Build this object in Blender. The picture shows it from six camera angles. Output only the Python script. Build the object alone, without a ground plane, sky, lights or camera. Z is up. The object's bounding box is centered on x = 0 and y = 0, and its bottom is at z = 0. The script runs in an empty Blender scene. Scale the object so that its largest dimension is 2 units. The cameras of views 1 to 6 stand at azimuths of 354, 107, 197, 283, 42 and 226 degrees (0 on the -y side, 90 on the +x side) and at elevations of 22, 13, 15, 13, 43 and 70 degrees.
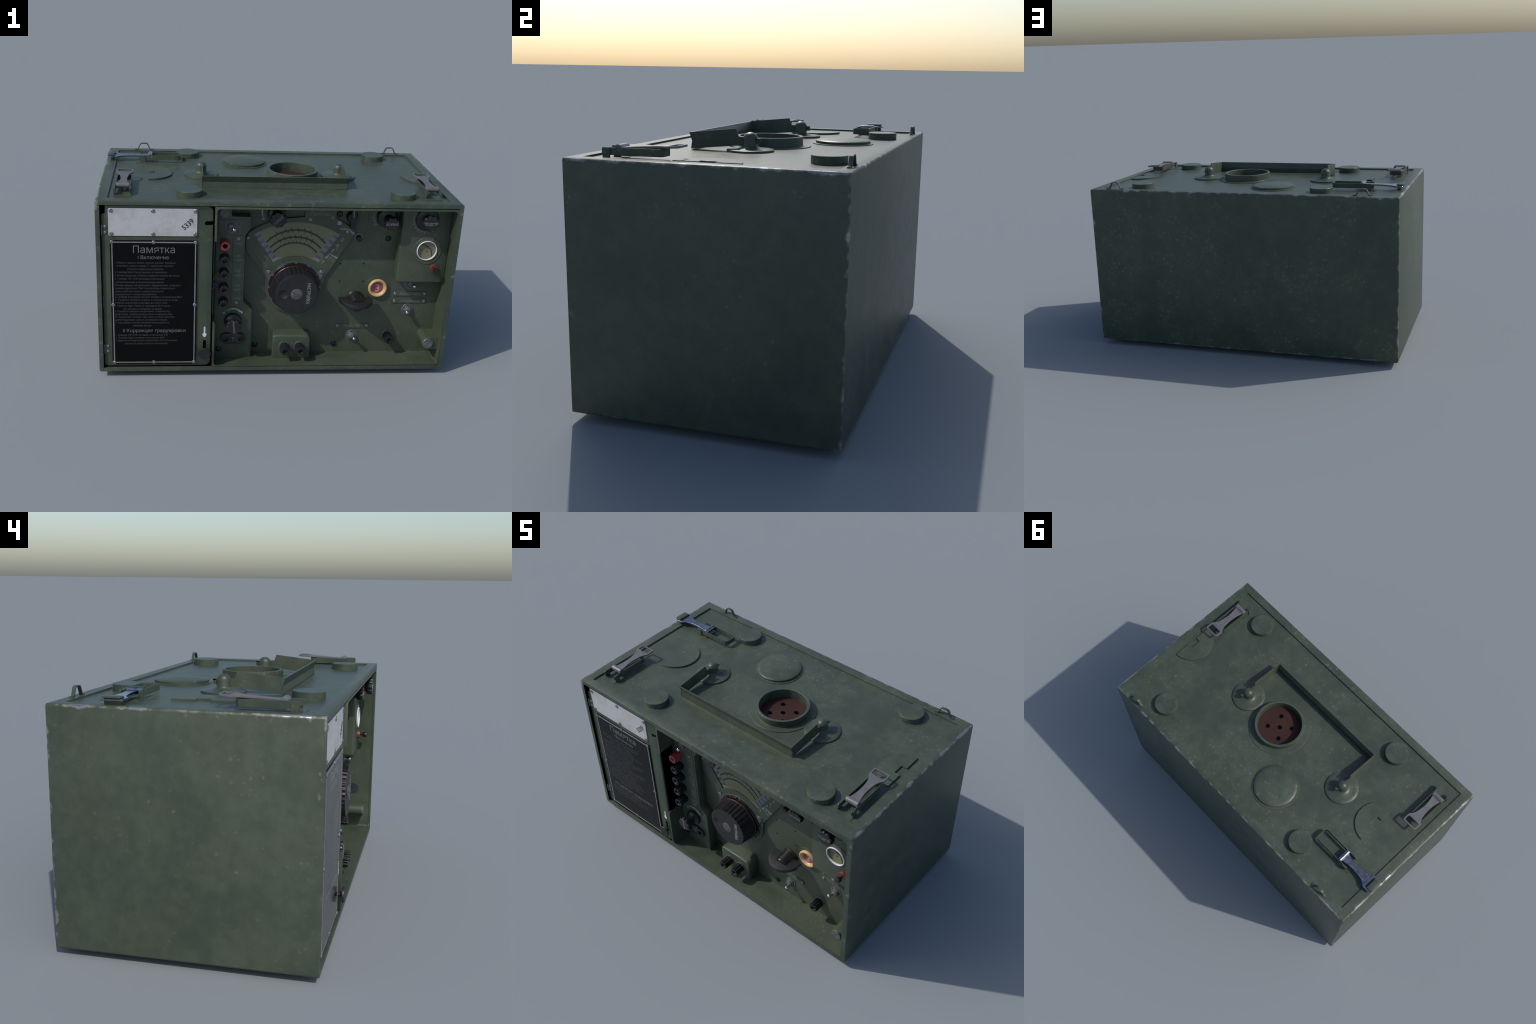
import bpy, bmesh, math
from math import sin, cos, pi, radians, sqrt
from mathutils import Vector, Matrix

COL = bpy.context.scene.collection

# ------------------------------------------------------------------ materials
class Nodes:
    """Small helper that chains shader nodes on object coordinates."""
    def __init__(self, name):
        self.mat = bpy.data.materials.new(name)
        self.mat.use_nodes = True
        self.t = self.mat.node_tree
        self.bsdf = next(n for n in self.t.nodes if n.type == 'BSDF_PRINCIPLED')
        self.co = self.t.nodes.new('ShaderNodeTexCoord').outputs['Object']

    def link(self, a, b):
        self.t.links.new(a, b)

    def put(self, sock, v):
        if hasattr(v, 'is_output'):
            self.link(v, sock)
        else:
            sock.default_value = v

    def math(self, op, a, b=0.0, c=0.0, clamp=False):
        n = self.t.nodes.new('ShaderNodeMath'); n.operation = op; n.use_clamp = clamp
        for s, v in zip(n.inputs, (a, b, c)):
            self.put(s, v)
        return n.outputs[0]

    def noise(self, scale, detail=4.0, rough=0.55, stretch=None, dist=0.0):
        co = self.co
        if stretch:
            m = self.t.nodes.new('ShaderNodeMapping'); m.inputs['Scale'].default_value = stretch
            self.link(co, m.inputs['Vector']); co = m.outputs[0]
        n = self.t.nodes.new('ShaderNodeTexNoise')
        n.inputs['Scale'].default_value = scale; n.inputs['Detail'].default_value = detail
        n.inputs['Roughness'].default_value = rough; n.inputs['Distortion'].default_value = dist
        self.link(co, n.inputs['Vector'])
        return n.outputs[0]

    def dots(self, scale, share, radius):
        """Soft round specks: only the cells whose random value exceeds share carry one, of varying size."""
        v = self.t.nodes.new('ShaderNodeTexVoronoi'); v.inputs['Scale'].default_value = scale
        w = self.t.nodes.new('ShaderNodeVectorMath'); w.operation = 'ADD'
        nz = self.t.nodes.new('ShaderNodeTexNoise'); nz.inputs['Scale'].default_value = scale * 1.3; nz.inputs['Detail'].default_value = 3
        self.link(self.co, nz.inputs['Vector'])
        sc = self.t.nodes.new('ShaderNodeVectorMath'); sc.operation = 'SCALE'; sc.inputs['Scale'].default_value = 0.55 / scale
        self.link(nz.outputs['Color'], sc.inputs[0])
        self.link(self.co, w.inputs[0]); self.link(sc.outputs[0], w.inputs[1]); self.link(w.outputs[0], v.inputs['Vector'])
        sep = self.t.nodes.new('ShaderNodeSeparateColor'); self.link(v.outputs['Color'], sep.inputs[0])
        size = self.math('MULTIPLY_ADD', sep.outputs[1], radius * 0.65, radius * 0.35)
        d = self.math('SUBTRACT', size, v.outputs['Distance'])
        pale = self.math('MULTIPLY_ADD', sep.outputs[2], 0.6, 0.4)
        return self.math('MULTIPLY', self.math('MULTIPLY', self.step(d, -0.14, 0.12), self.math('GREATER_THAN', sep.outputs[0], share)), pale)

    def step(self, v, lo, hi):
        n = self.t.nodes.new('ShaderNodeMapRange'); n.interpolation_type = 'SMOOTHSTEP'
        self.put(n.inputs[0], v); self.put(n.inputs[1], lo); self.put(n.inputs[2], hi)
        return n.outputs[0]

    def mix(self, f, a, b):
        n = self.t.nodes.new('ShaderNodeMix'); n.data_type = 'RGBA'
        self.put(n.inputs[0], f)
        for s, v in ((n.inputs[6], a), (n.inputs[7], b)):
            self.put(s, v if hasattr(v, 'is_output') else (*v, 1.0))
        return n.outputs[2]

    def xyz(self):
        n = self.t.nodes.new('ShaderNodeSeparateXYZ'); self.link(self.co, n.inputs[0])
        return n.outputs

    def bump(self, h, strength, dist):
        n = self.t.nodes.new('ShaderNodeBump')
        n.inputs['Strength'].default_value = strength; n.inputs['Distance'].default_value = dist
        self.link(h, n.inputs['Height']); self.link(n.outputs[0], self.bsdf.inputs['Normal'])

    def out(self, **kw):
        for k, v in kw.items():
            k = {'color': 'Base Color', 'rough': 'Roughness', 'metal': 'Metallic', 'coat': 'Coat Weight',
                 'spec': 'Specular IOR Level', 'trans': 'Transmission Weight'}[k]
            if k == 'Base Color' and not hasattr(v, 'is_output'):
                v = (*v, 1.0)
            self.put(self.bsdf.inputs[k], v)
        return self.mat


CASE_Y = (-0.5400, 0.5588)
CASE_Z = (0.0332, 1.0550)


def green_paint(name, case_edges=False, dark=(0.039, 0.054, 0.038), light=(0.060, 0.080, 0.055), dirt=0.25, chips=1.0):
    n = Nodes(name)
    mott = n.step(n.math('MULTIPLY_ADD', n.noise(17, 5, 0.65), 0.45, n.math('MULTIPLY', n.noise(4.5, 7, 0.6), 0.55)), 0.36, 0.66)
    base = n.mix(mott, dark, light)
    # thin brown film in broad soft patches
    film = n.math('MULTIPLY', n.step(n.noise(2.1, 3, 0.5), 0.48, 0.72), dirt)
    base = n.mix(film, base, (0.066, 0.068, 0.045))
    # pale chips and scuffs, gathered in clusters
    clump = n.step(n.noise(4.2, 4, 0.65), 0.40, 0.62)
    fleck = n.math('MULTIPLY', n.dots(40, 0.50, 0.36), clump)
    fine = n.math('MULTIPLY', n.dots(80, 0.66, 0.36), n.math('MULTIPLY_ADD', clump, 0.8, 0.10))
    chip = n.math('MULTIPLY', n.math('MAXIMUM', fleck, fine), 0.43 * chips)
    color = n.mix(chip, base, (0.19, 0.195, 0.17))
    rough = n.math('MULTIPLY_ADD', mott, 0.10, 0.40)
    metal = 0.0
    if case_edges:
        x, y, z = n.xyz()
        cy, hy = sum(CASE_Y) / 2, (CASE_Y[1] - CASE_Y[0]) / 2
        cz, hz = sum(CASE_Z) / 2, (CASE_Z[1] - CASE_Z[0]) / 2
        dx = n.math('SUBTRACT', 1.0, n.math('ABSOLUTE', x))
        dy = n.math('SUBTRACT', hy, n.math('ABSOLUTE', n.math('SUBTRACT', y, cy)))
        dz = n.math('SUBTRACT', hz, n.math('ABSOLUTE', n.math('SUBTRACT', z, cz)))
        # middle one of the three distances = distance to the nearest edge of the box
        mid = n.math('MAXIMUM', n.math('MINIMUM', dx, dy), n.math('MINIMUM', n.math('MAXIMUM', dx, dy), dz))
        # rubbed hardest along the upper side edges, hardly along the front and the bottom
        ends = n.math('MULTIPLY', n.step(dx, 0.03, 0.012), n.step(z, 0.98, 1.03))
        back = n.step(y, 0.51, 0.54)
        hard = n.math('MAXIMUM', ends, n.math('MULTIPLY', back, 0.62))
        grit = n.math('MULTIPLY_ADD', n.noise(30, 4, 0.6), 0.5, n.math('MULTIPLY', n.noise(7.5, 2, 0.5), 0.5))
        near = n.step(mid, 0.022, 0.0)
        calm = n.step(y, -0.46, -0.53)
        lift = n.math('MULTIPLY', near, n.math('MULTIPLY_ADD', calm, -0.07, n.math('MULTIPLY_ADD', hard, 0.15, 0.08)))
        worn = n.step(n.math('ADD', grit, lift), 0.60, 0.73)
        worn = n.math('MULTIPLY', worn, n.step(mid, 0.03, 0.018))
        bare = n.math('MULTIPLY', worn, n.step(n.math('ADD', grit, lift), 0.71, 0.77))
        color = n.mix(n.math('MULTIPLY', worn, 0.75), color, (0.22, 0.215, 0.19))
        color = n.mix(n.math('MULTIPLY', bare, 0.7), color, (0.36, 0.37, 0.40))
        metal = n.math('MULTIPLY', bare, 0.8)
        rough = n.math('MULTIPLY_ADD', bare, -0.1, rough)
        # brushed-on paint: strokes run along x on the lid, upright on the walls
        geo = n.t.nodes.new('ShaderNodeNewGeometry')
        sep = n.t.nodes.new('ShaderNodeSeparateXYZ'); n.link(geo.outputs['True Normal'], sep.inputs[0])
        up = n.math('GREATER_THAN', n.math('ABSOLUTE', sep.outputs[2]), 0.6)
        lid = n.noise(1.0, 5, 0.6, stretch=(3, 20, 12))
        wall = n.noise(1.0, 5, 0.6, stretch=(22, 22, 2))
        m = n.t.nodes.new('ShaderNodeMix'); n.link(up, m.inputs[0]); n.link(wall, m.inputs[2]); n.link(lid, m.inputs[3])
        n.bump(m.outputs[0], 0.2, 0.006)
    else:
        n.bump(n.noise(55, 4, 0.6), 0.20, 0.003)
    return n.out(color=color, rough=rough, metal=metal)


def plain(name, color, rough=0.45, metal=0.0, vary=0.25, scale=18, coat=0.0, bump=0.0, spec=0.5):
    n = Nodes(name)
    f = n.step(n.noise(scale, 5, 0.6), 0.3, 0.7)
    a = tuple(c * (1 - vary) for c in color); b = tuple(min(1, c * (1 + vary)) for c in color)
    if bump:
        n.bump(n.noise(scale * 5, 4, 0.6), bump, 0.002)
    return n.out(color=n.mix(f, a, b), rough=n.math('MULTIPLY_ADD', f, 0.08, rough - 0.04), metal=metal, coat=coat, spec=spec)


def worn_alu(name):
    n = Nodes(name)
    f = n.step(n.noise(16, 6, 0.65), 0.35, 0.72)
    sc = n.step(n.noise(1.0, 4, 0.6, stretch=(60, 20, 25)), 0.62, 0.72)
    c = n.mix(f, (0.50, 0.50, 0.52), (0.40, 0.395, 0.38))
    c = n.mix(n.math('MULTIPLY', sc, 0.35), c, (0.27, 0.26, 0.24))
    return n.out(color=c, rough=0.5, metal=0.0)


M = {}
M['case'] = green_paint('green_case_paint', case_edges=True)
M['green'] = green_paint('green_paint', dirt=0.35)
M['panel'] = green_paint('green_panel_paint', dark=(0.041, 0.057, 0.038), light=(0.058, 0.077, 0.050), dirt=0.45, chips=0.55)
M['black'] = plain('black_bakelite', (0.0105, 0.0105, 0.0125), 0.34, scale=30, vary=0.3)
M['matte_black'] = plain('black_knob_face', (0.013, 0.013, 0.015), 0.5, scale=40, bump=0.1)
M['void'] = plain('dark_interior', (0.0012, 0.0012, 0.0012), 0.95, spec=0.0)
M['plaque'] = plain('black_enamel', (0.0012, 0.0012, 0.0016), 0.15, scale=9, vary=0.3, spec=0.22)
M['steel'] = plain('dull_steel', (0.138, 0.135, 0.143), 0.48, 0.25, scale=24, vary=0.12)
M['washer'] = plain('grey_washer', (0.115, 0.118, 0.122), 0.42, 0.3, scale=24)
M['chrome'] = plain('bright_chrome', (0.55, 0.56, 0.60), 0.16, 1.0, vary=0.1)
M['screw'] = plain('screw_steel', (0.24, 0.24, 0.25), 0.38, 0.6, scale=90, vary=0.45)
M['dark_screw'] = plain('dark_screw_steel', (0.022, 0.024, 0.032), 0.3, 0.4, scale=90, vary=0.5)
M['alu'] = worn_alu('worn_aluminium')
M['ink'] = plain('black_ink', (0.02, 0.02, 0.022), 0.6)
M['white'] = plain('white_paint', (0.62, 0.63, 0.66), 0.5, vary=0.08)
M['text'] = plain('engraved_grey_lettering', (0.17, 0.185, 0.18), 0.55, scale=60, vary=0.35)
M['mark'] = plain('engraved_pale_marks', (0.25, 0.27, 0.27), 0.55, scale=60, vary=0.3)
M['plaque_text'] = plain('plaque_lettering', (0.15, 0.15, 0.155), 0.15, scale=30, vary=0.2, spec=0.22)
M['plaque_fine'] = plain('plaque_fine_lettering', (0.075, 0.075, 0.079), 0.15, scale=30, vary=0.2, spec=0.22)
M['plaque_rim'] = plain('plaque_bead', (0.28, 0.28, 0.30), 0.42, 0.4, vary=0.15)
M['red'] = plain('red_plastic', (0.27, 0.050, 0.048), 0.4, vary=0.18)
M['brick'] = plain('red_brown_insulator', (0.038, 0.0145, 0.0102), 0.65, vary=0.12, spec=0.3)
M['ring_red'] = plain('red_index_ring', (0.050, 0.013, 0.009), 0.33, vary=0.3)
M['collar'] = plain('red_brown_collar', (0.12, 0.034, 0.025), 0.45, vary=0.2)
M['disc'] = plain('grey_centre_disc', (0.075, 0.08, 0.083), 0.5, vary=0.2)
M['window_red'] = plain('faded_red_disc', (0.245, 0.062, 0.062), 0.5, vary=0.1)
M['window_white'] = plain('window_figure', (0.36, 0.34, 0.37), 0.5, vary=0.05)
M['blue'] = plain('blue_wire', (0.025, 0.16, 0.34), 0.4, vary=0.1)
M['gold'] = plain('tan_brass', (0.52, 0.345, 0.16), 0.45, 0.0, vary=0.12)
M['dial'] = plain('olive_dial', (0.150, 0.158, 0.088), 0.42, vary=0.07, scale=6)
M['dial_grey'] = plain('grey_dial_strip', (0.150, 0.153, 0.178), 0.45, vary=0.08)
M['dial_ink'] = plain('dial_ink', (0.022, 0.025, 0.025), 0.5)
M['red_mark'] = plain('red_mark', (0.24, 0.030, 0.026), 0.5)
M['blue_mark'] = plain('blue_mark', (0.035, 0.10, 0.22), 0.5)
M['sky_tinted_steel'] = plain('steel_with_painted_sky_tint', (0.26, 0.27, 0.31), 0.22, 1.0, scale=40, vary=0.25)  # same lever steel, tinted blue for the sky it reflects


# ------------------------------------------------------------------ geometry helpers
def finish(bm, name, mat, parent=None, angle=32, smooth=True):
    bmesh.ops.remove_doubles(bm, verts=bm.verts, dist=1e-6)
    bmesh.ops.recalc_face_normals(bm, faces=bm.faces)
    me = bpy.data.meshes.new(name)
    bm.to_mesh(me); bm.free()
    if smooth:
        me.shade_smooth()
        me.set_sharp_from_angle(angle=radians(angle))
    ob = bpy.data.objects.new(name, me)
    COL.objects.link(ob)
    me.materials.append(M[mat])
    ob.parent = parent
    return ob


def again(src, name, parent=None, loc=(0, 0, 0), rot=(0, 0, 0), scale=(1, 1, 1)):
    ob = src.copy(); ob.name = name
    COL.objects.link(ob)
    ob.location = loc; ob.rotation_euler = rot; ob.scale = scale
    ob.parent = parent if parent else src.parent
    return ob


def bevel(bm, w, seg=2, min_angle=30, edges=None):
    es = edges if edges is not None else [e for e in bm.edges if len(e.link_faces) == 2 and e.calc_face_angle(0) > radians(min_angle)]
    if w > 0 and es:
        bmesh.ops.bevel(bm, geom=es, offset=w, segments=seg, profile=0.5, affect='EDGES', clamp_overlap=True)


def add_box(bm, x, y, z):
    vs = [bm.verts.new((a, b, c)) for c in z for b in y for a in x]
    for f in ((0, 2, 3, 1), (4, 5, 7, 6), (0, 1, 5, 4), (2, 6, 7, 3), (0, 4, 6, 2), (1, 3, 7, 5)):
        bm.faces.new([vs[i] for i in f])
    return vs


def box(name, x, y, z, mat, parent=None, w=0.0, seg=2):
    bm = bmesh.new(); add_box(bm, x, y, z)
    bmesh.ops.recalc_face_normals(bm, faces=bm.faces)
    bevel(bm, w, seg)
    return finish(bm, name, mat, parent)


AX = {'y': lambda p, d: (p[0], d, p[1]), 'z': lambda p, d: (p[0], p[1], d), 'x': lambda p, d: (d, p[0], p[1])}


def add_prism(bm, poly, axis, d0, d1, taper=None):
    f = AX[axis]
    a = [bm.verts.new(f(p, d0)) for p in poly]
    q = taper if taper else poly
    b = [bm.verts.new(f(p, d1)) for p in q]
    n = len(poly)
    bm.faces.new(a); bm.faces.new(b[::-1])
    for i in range(n):
        bm.faces.new((a[i], b[i], b[(i + 1) % n], a[(i + 1) % n]))


def prism(name, poly, axis, d0, d1, mat, parent=None, w=0.0, seg=2, taper=None, angle=32):
    bm = bmesh.new(); add_prism(bm, poly, axis, d0, d1, taper)
    bmesh.ops.recalc_face_normals(bm, faces=bm.faces)
    bevel(bm, w, seg)
    return finish(bm, name, mat, parent, angle=angle)


def rrect(x0, x1, z0, z1, r, k=6):
    pts = []
    for cx, cz, a0 in ((x1 - r, z1 - r, 0), (x0 + r, z1 - r, 90), (x0 + r, z0 + r, 180), (x1 - r, z0 + r, 270)):
        pts += [(cx + r * cos(radians(a0 + 90 * i / k)), cz + r * sin(radians(a0 + 90 * i / k))) for i in range(k + 1)]
    return pts


def arc(cx, cz, r, a0, a1, k=24):
    return [(cx + r * cos(radians(a0 + (a1 - a0) * i / k)), cz + r * sin(radians(a0 + (a1 - a0) * i / k))) for i in range(k + 1)]


def add_lathe(bm, prof, c, axis='y', seg=48, lobes=0, shape=2.0):
    """Revolve (radius, height[, flute depth]) about c; axis 'y' points out of the front (-y)."""
    rings = []
    for p in prof:
        r, h = p[0], p[1]; amp = p[2] if len(p) > 2 else 0.0
        if r < 1e-6:
            P = (c[0], c[1] - h, c[2]) if axis == 'y' else (c[0], c[1], c[2] + h)
            rings.append([bm.verts.new(P)]); continue
        ring = []
        for i in range(seg):
            a = 2 * pi * i / seg
            rr = r - amp * (0.5 + 0.5 * cos(lobes * a)) ** shape if lobes and amp else r
            ring.append(bm.verts.new((c[0] + rr * cos(a), c[1] - h, c[2] + rr * sin(a)) if axis == 'y'
                                     else (c[0] + rr * cos(a), c[1] + rr * sin(a), c[2] + h)))
        rings.append(ring)
    for A, B in zip(rings, rings[1:]):
        for i in range(seg):
            j = (i + 1) % seg
            if len(A) == 1 and len(B) == 1:
                continue
            if len(A) == 1:
                bm.faces.new((A[0], B[i], B[j]))
            elif len(B) == 1:
                bm.faces.new((A[i], B[0], A[j]))
            else:
                bm.faces.new((A[i], B[i], B[j], A[j]))


def lathe(name, prof, c, mat, parent=None, axis='y', seg=48, lobes=0, shape=2.0, angle=32):
    bm = bmesh.new(); add_lathe(bm, prof, c, axis, seg, lobes, shape)
    return finish(bm, name, mat, parent, angle=angle)


def add_strip(bm, path, width, thick, side):
    """Sheet strip: 2D path of centre points, thickened in its plane, extruded by side(p2d, offset)."""
    L, R = [], []
    n = len(path)
    for i, p in enumerate(path):
        a = Vector(path[max(i - 1, 0)]); b = Vector(path[min(i + 1, n - 1)])
        t = (b - a).normalized(); nrm = Vector((-t.y, t.x)) * thick / 2
        L.append(Vector(p) + nrm); R.append(Vector(p) - nrm)
    poly = L + R[::-1]
    lo = [bm.verts.new(side(p, -width / 2)) for p in poly]
    hi = [bm.verts.new(side(p, width / 2)) for p in poly]
    m = len(poly)
    for i in range(m):
        j = (i + 1) % m
        bm.faces.new((lo[i], lo[j], hi[j], hi[i]))
    for i in range(n - 1):
        k = m - 1 - i
        bm.faces.new((lo[i], lo[k], lo[k - 1], lo[i + 1]))
        bm.faces.new((hi[i], hi[i + 1], hi[k - 1], hi[k]))


def cut(ob, *cutters):
    for c in cutters:
        m = ob.modifiers.new('cut', 'BOOLEAN'); m.object = c; m.operation = 'DIFFERENCE'; m.solver = 'EXACT'
    dg = bpy.context.evaluated_depsgraph_get(); dg.update()
    me = bpy.data.meshes.new_from_object(ob.evaluated_get(dg))
    ob.modifiers.clear(); old = ob.data; ob.data = me; bpy.data.meshes.remove(old)
    me.shade_smooth(); me.set_sharp_from_angle(angle=radians(32))
    for c in cutters:
        d = c.data; bpy.data.objects.remove(c); bpy.data.meshes.remove(d)
    return ob


def tube(name, pts, r, mat, parent=None):
    cu = bpy.data.curves.new(name, 'CURVE'); cu.dimensions = '3D'; cu.bevel_depth = r; cu.bevel_resolution = 3
    sp = cu.splines.new('BEZIER'); sp.bezier_points.add(len(pts) - 1)
    for b, p in zip(sp.bezier_points, pts):
        b.co = p; b.handle_left_type = b.handle_right_type = 'AUTO'
    cu.use_fill_caps = True
    tmp = bpy.data.objects.new(name, cu); COL.objects.link(tmp)
    dg = bpy.context.evaluated_depsgraph_get(); dg.update()
    me = bpy.data.meshes.new_from_object(tmp.evaluated_get(dg))
    bpy.data.objects.remove(tmp); bpy.data.curves.remove(cu)
    me.shade_smooth(); me.materials.clear(); me.materials.append(M[mat])
    ob = bpy.data.objects.new(name, me); COL.objects.link(ob); ob.parent = parent
    return ob


_font = bpy.data.curves.new('lettering_source', 'FONT')
_font_ob = bpy.data.objects.new('lettering_source', _font); COL.objects.link(_font_ob)


def add_text(bm, s, cx, cz, cap, y, width=None, rot=0.0, bold=0.0, proud=0.0007):
    """Letters standing on the plane y, facing -y, centred on (cx, cz)."""
    s = s.replace('ф', 'φ').replace('Ф', 'Φ')   # the single-outline forms fill cleanly
    _font.body = s; _font.size = 1.0; _font.resolution_u = 2; _font.extrude = 0.0; _font.offset = bold
    dg = bpy.context.evaluated_depsgraph_get(); dg.update()
    me = bpy.data.meshes.new_from_object(_font_ob.evaluated_get(dg))
    if not me.vertices:
        return
    xs = [v.co.x for v in me.vertices]
    x0, x1 = min(xs), max(xs)
    k = cap / 0.728
    kx = width / (x1 - x0) if width else k
    c, s_ = cos(radians(rot)), sin(radians(rot))
    tb = bmesh.new(); tb.from_mesh(me); bpy.data.meshes.remove(me)
    for v in tb.verts:
        a = (v.co.x - (x0 + x1) / 2) * kx; b = (v.co.y - 0.364) * k
        v.co = (cx + a * c - b * s_, y + 0.0006, cz + a * s_ + b * c)
    r = bmesh.ops.extrude_face_region(tb, geom=list(tb.faces))
    for g in r['geom']:
        if isinstance(g, bmesh.types.BMVert):
            g.co.y = y - proud
    t = bpy.data.meshes.new('t'); tb.to_mesh(t); tb.free()
    bm.from_mesh(t); bpy.data.meshes.remove(t)


def add_bar(bm, p, q, wid, y, proud=0.0007):
    """Painted stroke from p to q (x, z) on the plane y."""
    d = (Vector(q) - Vector(p)).normalized(); n = Vector((-d.y, d.x)) * wid / 2
    P, Q = Vector(p), Vector(q)
    add_prism(bm, [tuple(P + n), tuple(Q + n), tuple(Q - n), tuple(P - n)], 'y', y + 0.0006, y - proud)


def add_band(bm, cx, cz, r0, r1, a0, a1, y, proud=0.0007, k=32):
    add_prism(bm, arc(cx, cz, r1, a0, a1, k) + arc(cx, cz, r0, a1, a0, k), 'y', y + 0.0006, y - proud)


# ------------------------------------------------------------------ the thing
root = bpy.data.objects.new('field_radio_receiver', None)
COL.objects.link(root)
root['label'] = 'worn green metal field radio receiver with black tuning knob'
root['category'] = 'radio receiver'

LID = 1.0465           # sunk top panel
RIM = CASE_Z[1]

# ---- outer case: one folded sheet box, open in front, sunk lid
bm = bmesh.new(); add_box(bm, (-1, 1), CASE_Y, CASE_Z)
bmesh.ops.recalc_face_normals(bm, faces=bm.faces)
along_y = [e for e in bm.edges if abs(e.verts[0].co.y - e.verts[1].co.y) > 0.5]
bevel(bm, 0.012, 4, edges=along_y)
back_rim = [e for e in bm.edges if all(v.co.y > 0.5 for v in e.verts)]
bevel(bm, 0.006, 3, edges=back_rim)
front_rim = [e for e in bm.edges if all(v.co.y < -0.53 for v in e.verts)]
bevel(bm, 0.002, 2, edges=front_rim)
case = finish(bm, 'outer_case', 'case', root)
cut(case,
    box('c', (-0.9755, 0.9755), (-0.7, 0.52), (0.0570, 1.0310), 'case'),
    box('c', (-0.937, 0.937), (-0.4905, 0.503), (LID, 1.2), 'case'),
    lathe('c', [(0, 0.9), (0.136, 0.9), (0.136, 1.2), (0, 1.2)], (0.1165, 0, 0), 'case', axis='z', seg=64))

pad = lathe('stacking_pad', [(0, 0), (0.0705, 0), (0.0705, 0.0315), (0.0688, 0.0332), (0, 0.0332)], (0, 0, 0), 'green', case, 'z', 56)
foot = lathe('foot', [(0, 0), (0.068, 0), (0.0705, 0.002), (0.0705, 0.035), (0, 0.035)], (0, 0, 0), 'green', case, 'z', 56)
PADS = [(0.693, -0.390), (0.693, 0.4115), (-0.4995, -0.390), (-0.4995, 0.4115)]
for i, (x, y) in enumerate(PADS):
    if i == 0:
        pad.location = (x, y, LID - 0.0005); foot.location = (x, y, 0)
    else:
        again(pad, 'stacking_pad', case, (x, y, LID - 0.0005)); again(foot, 'foot', case, (x, y, 0))

# ---- bent strip loops on the back rim
bm = bmesh.new()
half = [(-0.0575, 0.0025), (-0.042, 0.0025), (-0.037, 0.005), (-0.0235, 0.0355), (-0.019, 0.0395), (-0.012, 0.0415)]
path = half + [(-x, z) for x, z in half[::-1]]
add_strip(bm, path, 0.015, 0.0052, lambda p, o: (p[0], o, p[1]))
loop = finish(bm, 'cable_loop', 'green', case, angle=50)
loop.location = (-0.779, 0.527, RIM)
again(loop, 'cable_loop', case, (0.834, 0.527, RIM))

# ---- half discs with a notch in the straight side
R_ = 0.1345
def half_disc():
    pts = arc(0, 0, R_, 90, 270, 40)
    return pts + [(0, -0.0325), (-0.033, -0.0325), (-0.033, 0.0325), (0, 0.0325)]
d1 = prism('notched_half_disc', half_disc(), 'z', LID - 0.001, LID + 0.0095, 'green', case, 0.0012, 1)
d1.location = (0.918, 0.005, 0)
again(d1, 'notched_half_disc', case, (-0.730, 0.005, 0), (0, 0, pi))

# ---- shallow dome cap
dome = lathe('dome_cap', [(0, -0.001), (0.143, -0.001), (0.143, 0.0035), (0.131, 0.005), (0.129, 0.005), (0.1295, 0.0148), (0.1275, 0.0165), (0.11, 0.0198), (0.08, 0.0233),
                          (0.045, 0.0258), (0, 0.0268)], (-0.151, 0.282, LID), 'green', root, 'z', 72)

# ---- supply socket: flanged ring with a brick-red insulator holding five holes
sock = lathe('socket_ring', [(0.1365, -0.035), (0.1365, 0.0450), (0.138, 0.0465), (0.1488, 0.0465), (0.1505, 0.0450), (0.1512, 0.006), (0.1525, 0.0048), (0.187, 0.0042), (0.188, 0.0035), (0.188, -0.001), (0.15, -0.001), (0.15, -0.035), (0.1365, -0.035)],
             (0.1165, 0, LID), 'green', root, 'z', 56)
ins = lathe('socket_insulator', [(0, -0.042), (0.1364, -0.042), (0.1364, -0.0115), (0, -0.0115)], (0.1165, 0, LID), 'brick', sock, 'z', 56)
HOLES = [(0, 0)] + [(0.0745 * cos(radians(39.5 + 90 * i)), 0.0745 * sin(radians(39.5 + 90 * i))) for i in range(4)]
cut(ins, *[lathe('c', [(0, 0.95), (0.0150, 0.95), (0.0150, LID - 0.0135), (0.0170, LID - 0.011), (0.0170, 1.2), (0, 1.2)], (0.1165 + x, y, 0), 'brick', axis='z', seg=24) for x, y in HOLES])
for x, y in HOLES:
    lathe('contact_sleeve', [(0.0148, 0), (0.0148, 0.0265), (0.0128, 0.0265), (0.0128, 0.004), (0, 0.004)], (0.1165 + x, y, LID - 0.042), 'dark_screw', sock, 'z', 20)

# ---- carrying handle: kinked front strip, two slanting side plates, pivot posts
HX = (-0.4272, 0.4028)
outer = [(-0.2750, 1.1180), (-0.2622, 1.082), (-0.2668, 1.049)]
bm = bmesh.new()
t = 0.0055
add_prism(bm, outer + [(y + 0.008, z) for y, z in outer[::-1]], 'x', HX[0], HX[1])
side = [(-0.2750, 1.1180), (-0.061, 1.1405), (-0.0505, 1.107), (0.048, 1.104), (0.048, 1.081), (-0.01, 1.0765), (-0.031, 1.0712), (-0.2668, 1.049), (-0.2622, 1.082)]
for x0 in (HX[0] - 0.0005, HX[1] - t + 0.0005):
    add_prism(bm, side, 'x', x0, x0 + t)
    add_box(bm, (x0, x0 + 0.017), (0.0345, 0.0478), (1.0985, 1.1038))
bmesh.ops.recalc_face_normals(bm, faces=bm.faces)
handle = finish(bm, 'carry_handle', 'green', root, angle=12)
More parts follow.
